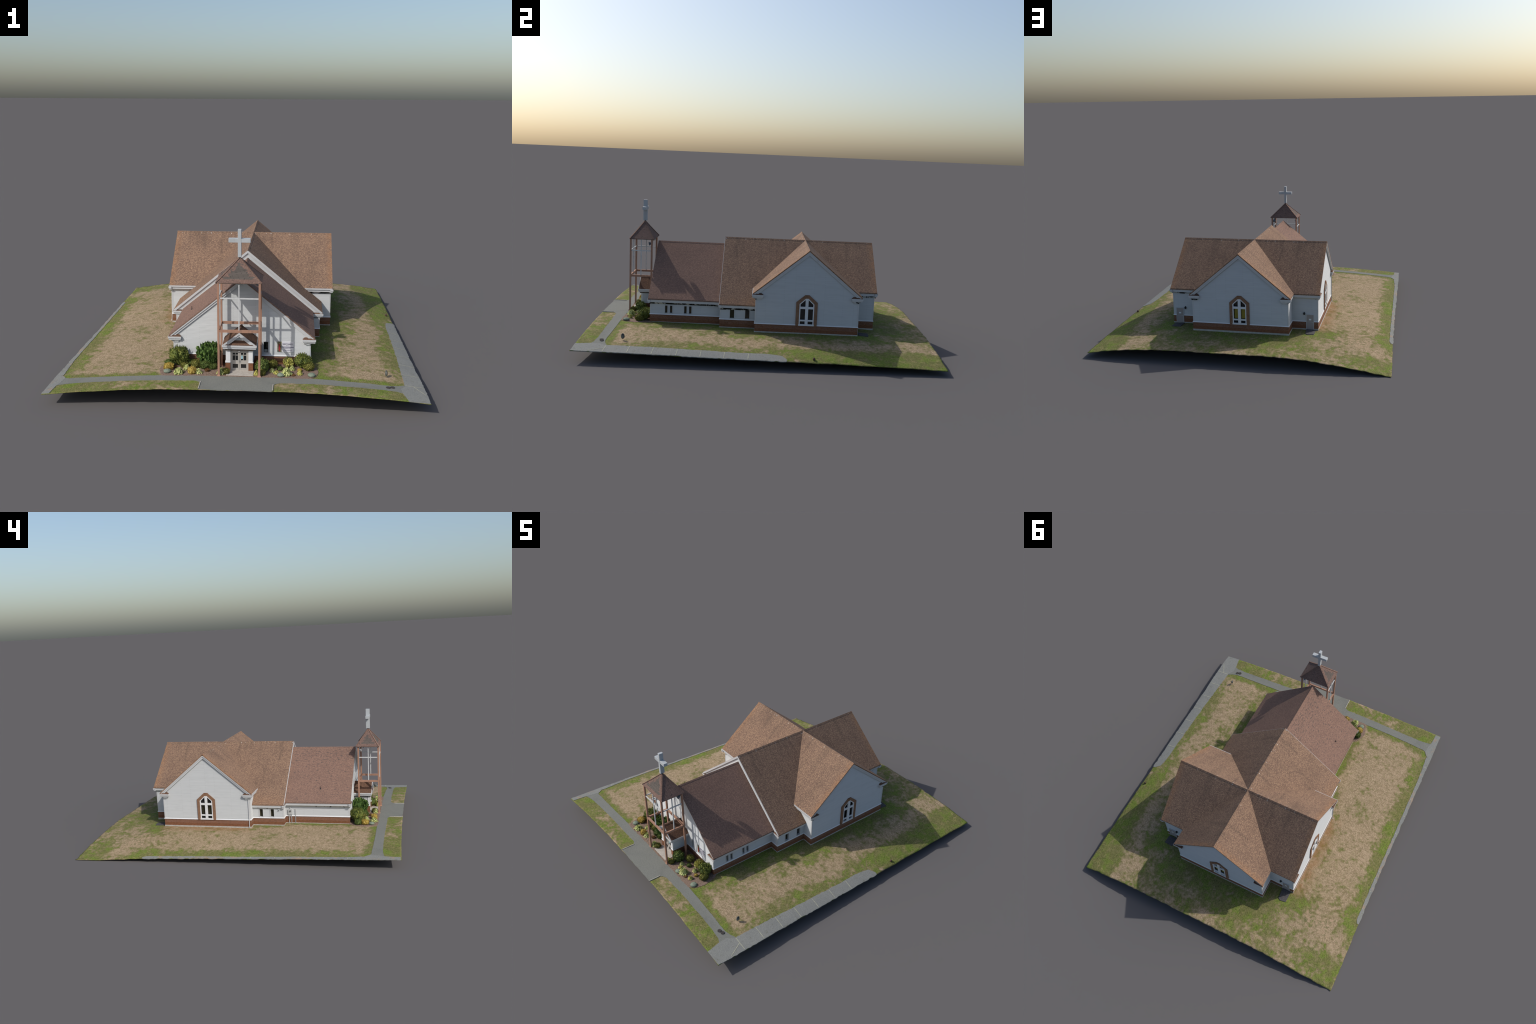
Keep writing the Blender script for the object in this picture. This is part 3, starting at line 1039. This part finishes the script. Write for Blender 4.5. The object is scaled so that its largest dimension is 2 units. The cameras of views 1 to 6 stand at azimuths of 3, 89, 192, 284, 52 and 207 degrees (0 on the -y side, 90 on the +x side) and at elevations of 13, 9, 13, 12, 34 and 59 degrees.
def text(body, size, x, z, width):
    cu = bpy.data.curves.new('sign_lettering', 'FONT')
    cu.body = body
    cu.size = size
    cu.align_x = 'CENTER'
    cu.extrude = .0003
    cu.materials.append(M_ink)
    o = bpy.data.objects.new('sign_lettering', cu)
    COL.objects.link(o)
    bpy.context.view_layer.update()
    me = bpy.data.meshes.new_from_object(o.evaluated_get(bpy.context.evaluated_depsgraph_get()))
    bpy.data.objects.remove(o)
    xs = [v.co.x for v in me.vertices]
    k = width / (max(xs) - min(xs))
    me.transform(Matrix.Diagonal((k, 1, 1, 1)))
    o = bpy.data.objects.new('sign_lettering', me)
    COL.objects.link(o)
    o.rotation_euler = (math.pi / 2, 0, 0)
    px, py = turned(x, -.6609)
    o.location = (px, py, z)
    o.parent = sign


text('SAINT GABRIEL', .0115, .2490, .2020, .052)
# the smaller lines are too worn to read: broken rules of ink
rnd = random.Random(2)
g = Geo()
for z, x0, x1, h in ((.1965, .240, .258, .0012), (.1815, .234, .264, .0020), (.1735, .228, .270, .0018)):
    x = x0
    while x < x1:
        l = rnd.uniform(.002, .005)
        g.box(x, min(x + l, x1), -.6612, -.6602, z, z + h)
        x += l + .0012
g.obj('sign_small_print', M_ink, sign)

# ------------------------------------------------------------------ rear doors, lamps, pads, services
for x0, x1, z0, z1, lx in ((.4225, .4665, .0965, .1900, .4075), (-.4095, -.3670, .0950, .1870, -.3525)):
    fx = .0
    g = Geo()
    g.box(x0, x1, .560, .5680, z0, z1)
    d = g.obj('steel_door', M_steel_door, lot, bevel=.0006)
    g = Geo()
    for a, b, c, e in ((x0 - .0025, x0, z0, z1 + .0025), (x1, x1 + .0025, z0, z1 + .0025), (x0, x1, z1, z1 + .0025)):
        g.box(a, b, .560, .5692, c, e)
    g.obj('door_casing', M_trim, d)
    g = Geo()
    xm = (x0 + x1) / 2
    g.box(xm - .007, xm + .007, .5675, .5688, z0 + .058, z0 + .067)
    g.obj('door_notice', M_paper, d)
    g = Geo()
    g.tube((x0 + .005, .568, z0 + .044), (x0 + .005, .571, z0 + .044), .0014, .0014, 8)
    g.obj('door_knob', M_metal, d)
    g = Geo()
    g.box(lx - .003, lx + .003, .562, .568, .184, .203)
    g.tube((lx, .570, .201), (lx, .570, .197), .002, .0075, 12)
    g.tube((lx, .570, .197), (lx, .570, .187), .0065, .0045, 12)
    g.obj('wall_lamp', M_black, lot)
    g = Geo()
    g.tube((lx, .570, .187), (lx, .570, .183), .0044, .0025, 12)
    g.obj('lamp_glass', M_paper, lot)

for pts in (((-.420, .572), (-.362, .572), (-.366, .640), (-.380, .650), (-.418, .645)), ((.418, .572), (.478, .572), (.482, .628), (.425, .632))):
    g = Geo()
    g.prism(list(pts), lambda u, v, t: (u, v, ground(u, v) + t), -.004, .0042)
    g.obj('door_pad', M_darkpad, lot, turn=False)

g = Geo()
g.tube((-.4415, -.023, .300), (-.4415, -.023, .140), .0022, .0022)
g.tube((-.4415, -.023, .142), (-.4435, -.0235, .100), .0022, .0022)
g.tube((-.4435, -.0235, .102), (-.4495, -.024, .096), .0022, .0022)
g.obj('downspout', M_trim, lot)
xw = CX - .3385
g = Geo()
g.box(xw - .011, xw, -.284, -.258, .1530, .1900)
o = g.obj('meter_box', M_metal, lot, bevel=.001)
g = Geo()
g.tube((xw - .011, -.271, .177), (xw - .014, -.271, .177), .006, .006, 14)
g.obj('meter_dial', mottled('meter_glass', (0.16, 0.17, 0.17), (0.08, 0.08, 0.08), 60, 0.3), o)
g = Geo()
for y in (-.263, -.279):
    g.tube((xw - .005, y, .155), (xw - .005, y, .085), .0022, .0022)
g.tube((xw - .005, -.306, .192), (xw - .005, -.305, .085), .0020, .0020)
g.tube((xw - .006, -.271, .188), (xw - .006, -.271, .215), .0025, .0025)
g.obj('conduit_pipe', M_metal, lot)
g = Geo()
xw = CX - .398
g.tube((xw - .004, -.209, .203), (xw - .008, -.209, .197), .0030, .0055, 12)
g.box(xw - .005, xw, -.212, -.206, .198, .206)
g.obj('wall_lamp', M_metal, lot)
# roof vents
for x, y in ((-.254, -.466), (.235, -.650)):
    g = Geo()
    z = FRONT_RIDGE - front.slope() * abs(x - CX)
    g.tube((x, y, z - .003), (x, y, z + .003), .0055, .003)
    g.tube((x, y, z - .004), (x, y, z + .017), .0016, .0016)
    if x < 0:
        g.obj('roof_vent', M_black, lot)

# ------------------------------------------------------------------ porch
PX, PH, PF, PR, PE = .0195, .0815, -.776, .301, .2375
porch = Geo()
psl = (PR - PE) / PH
for s in (-1, 1):
    lap_wall(porch, [(-.757, .12), (-.655, .12), (-.655, .235), (-.757, .235)], lambda u, z, o, s=s: (PX + s * (.0620 + o), u, z))
lap_wall(porch, [(-.06, .236), (.06, .236), (0, .288)], lambda u, z, o: (PX + u, -.760 - o, z))
porch_wall = porch.obj('porch', M_siding, lot, fix=False)
g = Geo()
poly = [(-PH, PE), (0, PR), (PH, PE), (PH, PE - .006), (0, PR - .006), (-PH, PE - .006)]
g.prism(poly, lambda u, z, t: (PX + u, t, z), PF, -.655)
for i in range(11):
    a = PF + i * .011
    g.prism([(-.006, PR - .0045 + .0012), (0, PR + .0015), (.006, PR - .0045 + .0012), (0, PR - .004)], lambda u, z, t: (PX + u, t, z), a, a + .0106)
g.obj('porch_roof', M_roof_porch, porch_wall)
g = Geo()
for d0, d1, o0, o1 in ((.0010, .0105, PF + .005, PF - .0035), (.010, .0215, PF + .008, PF - .0005)):
    h = PH + .001 if d0 < .005 else PH - .012
    g.prism([(-h, PR - psl * h - d0), (0, PR - d0), (h, PR - psl * h - d0), (h, PR - psl * h - d1), (0, PR - d1), (-h, PR - psl * h - d1)],
            lambda u, z, t: (PX + u, t, z), o0, o1)
g.obj('porch_rake_board', M_trim, porch_wall)
g = Geo()      # entablature
g.box(PX - PH - .002, PX + PH + .002, PF - .0045, -.655, .2265, .2365)
g.box(PX - PH + .002, PX + PH - .002, PF - .0010, -.655, .2170, .2268)
g.obj('porch_fascia', M_trim, porch_wall, bevel=.0006)
g = Geo()      # shingled shelf inside the pediment
g.add([(PX - PH + .001, PF - .004, .2366), (PX + PH - .001, PF - .004, .2366), (PX + PH - .03, -.759, .2585), (PX - PH + .03, -.759, .2585),
       (PX - PH + .001, -.758, .2366), (PX + PH - .001, -.758, .2366)],
      [(0, 1, 2, 3), (0, 3, 4), (1, 5, 2), (2, 5, 4, 3), (0, 4, 5, 1)])
g.obj('pediment_shelf', M_roof_porch, porch_wall)
g = Geo()
g.prism([(-.072, .2175), (.072, .2175), (.066, .2075), (-.066, .2075)], lambda u, z, t: (PX + u, t, z), -.771, -.66)
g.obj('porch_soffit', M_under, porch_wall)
g = Geo()      # pilasters
for a, b in ((PX - .0665, PX - .0445), (PX + .0430, PX + .0635)):
    g.box(a, b, -.7625, -.7525, .1475, .2080)
g.box(PX - .0445, PX + .0430, -.7570, -.7520, .2020, .2080)
g.obj('pilaster', M_sill, porch_wall)
g = Geo()
for a, b in ((PX - .0680, PX - .0445), (PX + .0430, PX + .0655)):
    g.box(a, b, -.7640, -.655, .0900, .1435)
g.obj('porch_brick_base', M_brick, porch_wall)
g = Geo()
for a, b in ((PX - .0692, PX - .0440), (PX + .0425, PX + .0667)):
    g.box(a, b, -.7652, -.656, .1434, .1480)
g.obj('porch_water_table', M_sill, porch_wall)
# double door
D0, D1, DZ = PX - .0445, PX + .0430, .1035
DM = (D0 + D1) / 2
g = Geo()
g.box(D0, D0 + .0045, -.7600, -.752, DZ, .2020)
g.box(D1 - .0045, D1, -.7600, -.752, DZ, .2020)
g.box(D0, D1, -.7600, -.752, .1965, .2022)
doors = g.obj('door_frame', M_door, porch_wall)
for s in (-1, 1):
    a, b = (D0 + .0045, DM - .0004) if s < 0 else (DM + .0004, D1 - .0045)
    g = Geo()
    yb, yf = -.752, -.7575
    st = .0065
    g.box(a, a + st, yf, yb, DZ, .1965)
    g.box(b - st, b, yf, yb, DZ, .1965)
    for z0, z1 in ((DZ, .1135), (.1345, .1530), (.1915, .1965)):
        g.box(a + st, b - st, yf, yb, z0, z1)
    m = (a + b) / 2
    g.box(m - .0012, m + .0012, yf, yb, .1530, .1915)
    g.box(a + st, b - st, yf, yb, .1785, .1810)
    leaf = g.obj('door_leaf', M_door, porch_wall)
    g = Geo()
    g.box(a + .001, b - .001, -.7545, -.753, DZ + .002, .1955)
    g.obj('door_glass', M_glass, porch_wall)
    g = Geo()
    k = b - .003 if s < 0 else a + .003
    g.tube((k, -.7575, .150), (k, -.7605, .150), .0012, .0012, 8)
    g.bar((k, -.7600, .144), (k, -.7600, .156), .0012, .0012)
    g.obj('door_handle', M_metal, porch_wall)
    if s > 0:
        g = Geo()
        g.box(a + st + .0005, a + st + .0085, -.7556, -.7546, .1600, .1770)
        g.obj('door_poster', M_poster, porch_wall)
g = Geo()
g.tube((PX - .001, -.762, .2085), (PX - .001, -.762, .2020), .0020, .0068, 14)
g.obj('porch_lamp', M_metal, porch_wall)
g = Geo()
g.box(-.0450, .0840, -.8230, -.754, .0900, .1035)
g.obj('concrete_step', M_pad, lot, bevel=.0008, turn=False)

# ------------------------------------------------------------------ bell tower
TX0, TX1, TY0, TY1 = -.0785, .1130, -.8265, -.6955
TXM, TYM = (TX0 + TX1) / 2, (TY0 + TY1) / 2
tower = empty('cross_tower', lot)
tower.location = (0, 0, 0)
for x, y in ((TX0, TY0), (TX1, TY0), (TX0, TY1), (TX1, TY1)):
    g = Geo()
    g.box(x - .0051, x + .0051, y - .0051, y + .0051, .094, .5580)
    g.obj('post', M_wood, tower, turn=False, bevel=.0006)
    g = Geo()
    zb = ground(x, y)
    g.prism([(-.0095, -.0095), (.0095, -.0095), (.0095, .0095), (-.0095, .0095)], lambda u, v, t, x=x, y=y: (x + u * (1 if t < .102 else .7), y + v * (1 if t < .102 else .7), t), zb - .002, zb + .008)
    g.obj('post_base', M_wood, tower, turn=False)
for p, q, z in (((TX0, TY0), (TX1, TY0), .3250), ((TX0, TY1), (TX1, TY1), .3230), ((TX0, TY0), (TX0, TY1), .3240), ((TX1, TY0), (TX1, TY1), .3240)):
    g = Geo()
    g.bar((*p, z), (*q, z), .0090, .0120)
    g.obj('beam', M_wood, tower, turn=False)
for p, q in (((TX0, TY0), (TX1, TY0)), ((TX0, TY0), (TX0, TY1)), ((TX1, TY0), (TX1, TY1))):
    mx, my = (p[0] + q[0]) / 2, (p[1] + q[1]) / 2
    g = Geo()
    g.bar((mx, my, .330), (mx, my, .550), .0050, .0050)
    g.bar((*p, .4840), (*q, .4840), .0046, .0058)
    g.obj('open_cross', M_bar, tower, turn=False)
# pyramid roof, swept up a little towards the point
g = Geo()
RX0, RX1, RY0, RY1, RZ, AZ = -.0905, .1235, -.8320, -.6820, .5595, .6640
AX, AY = TXM - .0005, -.7560
levels = []
for k in range(9):
    t = k / 8
    z = RZ + (AZ - RZ) * (t + .05 * t * (t - 1))
    q = 1 - t
    levels.append([(AX + (x - AX) * q, AY + (y - AY) * q, z) for x, y in ((RX0, RY0), (RX1, RY0), (RX1, RY1), (RX0, RY1))])
for k in range(8):
    for i in range(4):
        j = (i + 1) % 4
        g.face([levels[k][i], levels[k][j], levels[k + 1][j], levels[k + 1][i]] if k < 7 else [levels[k][i], levels[k][j], levels[8][0]])
b = levels[0]
g.add([(x, y, RZ) for x, y, z in b] + [(x, y, RZ - .0025) for x, y, z in b], [(0, 1, 5, 4), (1, 2, 6, 5), (2, 3, 7, 6), (3, 0, 4, 7)])
g.obj('pyramid_roof', M_tower_roof, tower, turn=False)
g = Geo()
g.box(RX0 + .001, RX1 - .001, RY0 + .001, RY1 - .001, RZ - .0045, RZ - .0020)
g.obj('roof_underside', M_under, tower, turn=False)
g = Geo()
for i in range(4):
    lo, hi = Vector(b[i]), Vector((AX, AY, AZ))
    out = Vector((lo.x - AX, lo.y - AY, 0)).normalized()
    for k in range(13):
        p = lo + (hi - lo) * (k / 13 * .97)
        q = lo + (hi - lo) * ((k + .94) / 13 * .97)
        dz = .05 * (k / 13) * (k / 13 - 1) * (AZ - RZ)
        g.bar(p + Vector((0, 0, dz + .0002)), q + Vector((0, 0, dz + .0006)), .0075, .0022)
g.obj('hip_cap', M_roof_front, tower, turn=False)
# loudspeaker horn under the roof
g = Geo()
g.tube((.097, -.700, .5300), (.101, -.716, .5270), .0045, .0115, 16)
g.box(.090, .100, -.703, -.692, .5300, .5480)
g.obj('horn_speaker', M_speaker, tower, turn=False)
g = Geo()
g.tube((-.070, -.700, .535), (-.074, -.716, .533), .0045, .0105, 16)
g.obj('horn_speaker', M_metal, tower, turn=False)
# the cross on top
XX, XY = .0155, -.7545
cr = empty('roof_cross', tower)
g = Geo()
g.box(XX - .0080, XX + .0080, XY - .0125, XY + .0125, .6655, .7950)
g.obj('cross_upright', M_cross, tower, turn=False, bevel=.0008)
g = Geo()
for s in (-1, 1):
    a, c = sorted((XX + s * .0078, XX + s * .0510))
    g.box(a, c, XY - .0118, XY + .0118, .7345, .7530)
g.obj('cross_arm', M_cross, tower, turn=False, bevel=.0008)
g = Geo()
g.tube((XX, XY, .652), (XX, XY, .6690), .0050, .0042, 10)
g.obj('cross_neck', M_black, tower, turn=False)
bpy.data.objects.remove(cr)

# ------------------------------------------------------------------ planting
def leafy(name, mat, seed, n, size, lump=.18, clumps=0, flat=1.0, upright=0.3):
    """A shrub of unit radius and unit height: a lumpy heart clothed in folded leaves."""
    rnd = random.Random(seed)
    bm = bmesh.new()
    blobs = [(Vector((0, 0, .45)), .55 if clumps else .82)]
    for k in range(clumps):
        a = k * 2.4 + rnd.random()
        r = math.sqrt((k + .5) / clumps) * .68
        blobs.append((Vector((math.cos(a) * r, math.sin(a) * r, .30 + .48 * (1 - r * r) + rnd.uniform(-.06, .06))), rnd.uniform(.24, .34)))
    spots = []
    for c, r in blobs:
        ret = bmesh.ops.create_icosphere(bm, subdivisions=3 if not clumps else 2, radius=1)
        for v in ret['verts']:
            k = 1 + lump * noise.noise(v.co * 2.6 + Vector((seed, c.x, c.y)))
            p = Vector((v.co.x * r * k, v.co.y * r * k, v.co.z * r * k * (.62 if not clumps else .85))) + c
            p.z = max(p.z, .0)
            spots.append((p, (p - c).normalized()))
            v.co = p
    for i in range(n):
        p, d = rnd.choice(spots)
        if p.z < .06:
            continue
        d = (d + Vector((rnd.uniform(-1, 1), rnd.uniform(-1, 1), rnd.uniform(-.3, 1) + upright)) * .55).normalized()
        side = d.orthogonal().normalized()
        side = Matrix.Rotation(rnd.uniform(0, 6.28), 3, d) @ side
        nrm = d.cross(side)
        L = size * rnd.uniform(.7, 1.35)
        wd = L * .42 * flat
        a = p - d * L * .25
        vs = [bm.verts.new(q) for q in (a, a + d * L * .5 + side * wd + nrm * wd * .4, a + d * L, a + d * L * .5 - side * wd + nrm * wd * .4)]
        bm.faces.new((vs[0], vs[1], vs[2]))
        bm.faces.new((vs[0], vs[2], vs[3]))
    me = bpy.data.meshes.new(name)
    bm.to_mesh(me)
    bm.free()
    me.materials.append(mat)
    return me


def hosta_mesh(name, mat, seed):
    """A rosette of broad arching leaves."""
    rnd = random.Random(seed)
    g = Geo()
    for ring, (cnt, L, lift) in enumerate(((13, 1.0, .35), (11, .82, .62), (8, .6, .9), (5, .35, 1.0))):
        for k in range(cnt):
            a = (k + rnd.uniform(-.3, .3)) / cnt * 6.283 + ring * .4
            d = Vector((math.cos(a), math.sin(a), 0))
            s = Vector((-d.y, d.x, 0))
            l = L * rnd.uniform(.85, 1.12)
            w = .21 * rnd.uniform(.8, 1.2)
            pts = []
            for t, wd, z in ((.05, .25, .05), (.35, .8, lift * .75), (.65, 1.0, lift * .92), (.88, .6, lift * .62), (1.0, .05, lift * .38)):
                c = d * (l * t) + Vector((0, 0, z))
                pts.append((c - s * w * wd + Vector((0, 0, .05 * wd)), c, c + s * w * wd + Vector((0, 0, .05 * wd))))
            for i in range(4):
                for j in (0, 1):
                    g.face([pts[i][j], pts[i][j + 1], pts[i + 1][j + 1], pts[i + 1][j]])
    g.tube((0, 0, 0), (0, 0, .45), .75, .3, 12)
    return g.mesh(name, mat, fix=False)


KIND = {
    'pine': ('mugo_pine', [leafy('mugo_pine', F_pine, 3 + i, 1500, .17, .15, 16, .45, .5) for i in range(2)]),
    'rhodo': ('rhododendron', [leafy('rhododendron', F_rhodo, 7, 1000, .26, .35, 9, 1.0, .3)]),
    'box': ('boxwood', [leafy('boxwood', F_box, 11, 1100, .16, .22, 0, .8, .2)]),
    'olive': ('shrub', [leafy('shrub', F_olive, 13 + i, 650, .20, .22, 0, .8, .3) for i in range(2)]),
    'dark': ('shrub', [leafy('shrub', F_box, 17 + i, 600, .22, .25, 0, .8, .3) for i in range(2)]),
    'yellow': ('golden_shrub', [leafy('golden_shrub', F_yellow, 23, 500, .26, .3, 7, 1.0, .3)]),
    'gold': ('golden_shrub', [leafy('golden_shrub', F_gold, 29, 500, .20, .22, 0, .8, .4)]),
    'rust': ('rust_shrub', [leafy('rust_shrub', F_rust, 31, 250, .3, .3, 0, .6, .6)]),
    'blue': ('fescue_mound', [leafy('fescue_mound', F_blue, 37, 900, .16, .08, 0, .22, .4)]),
    'hosta': ('hosta', [hosta_mesh('hosta', F_hosta, 41), hosta_mesh('hosta', F_hosta, 43)]),
    'lime': ('hosta', [hosta_mesh('hosta', F_yellow, 47)]),
}
PLANTS = [  # kind, x, y, radius, height
    ('blue', -.331, -.796, .021, .019), ('gold', -.330, -.755, .027, .036), ('hosta', -.274, -.806, .029, .028),
    ('gold', -.210, -.805, .023, .038), ('hosta', -.180, -.800, .023, .024), ('rust', -.140, -.775, .013, .018),
    ('hosta', -.242, -.757, .021, .026), ('dark', -.117, -.738, .024, .034), ('olive', -.203, -.725, .028, .042),
    ('dark', -.155, -.735, .030, .042), ('pine', -.288, -.700, .052, .108), ('rhodo', -.138, -.698, .062, .132),
    ('dark', -.333, -.712, .027, .038), ('olive', -.258, -.728, .024, .030), ('hosta', -.072, -.806, .024, .032), ('olive', -.050, -.797, .022, .033),
    ('box', .124, -.755, .038, .070), ('lime', .098, -.808, .014, .026), ('olive', .124, -.803, .022, .030),
    ('olive', .171, -.704, .028, .046), ('dark', .209, -.735, .016, .022), ('hosta', .173, -.762, .017, .020),
    ('lime', .193, -.783, .017, .016), ('hosta', .240, -.793, .031, .036), ('blue', .214, -.812, .021, .018),
    ('yellow', .252, -.688, .033, .056), ('hosta', .268, -.732, .017, .024), ('pine', .320, -.695, .050, .078),
    ('olive', .349, -.722, .030, .044), ('gold', .304, -.748, .012, .018), ('lime', .305, -.786, .016, .022),
    ('blue', .360, -.800, .023, .018), ('rust', .273, -.800, .012, .009), ('rust', -.305, -.735, .014, .012), ('dark', -.225, -.700, .026, .034),
]
rnd = random.Random(5)
for i, (k, x, y, r, h) in enumerate(PLANTS):
    nm, ms = KIND[k]
    o = bpy.data.objects.new(nm, ms[i % len(ms)])
    COL.objects.link(o)
    o.parent = lot
    o.location = (x, y, ground(x, y) + .0005)
    top = max(v.co.z for v in o.data.vertices)
    o.scale = (r, r * rnd.uniform(.94, 1.06), h / top)
    o.rotation_euler = (0, 0, rnd.uniform(0, 6.28))
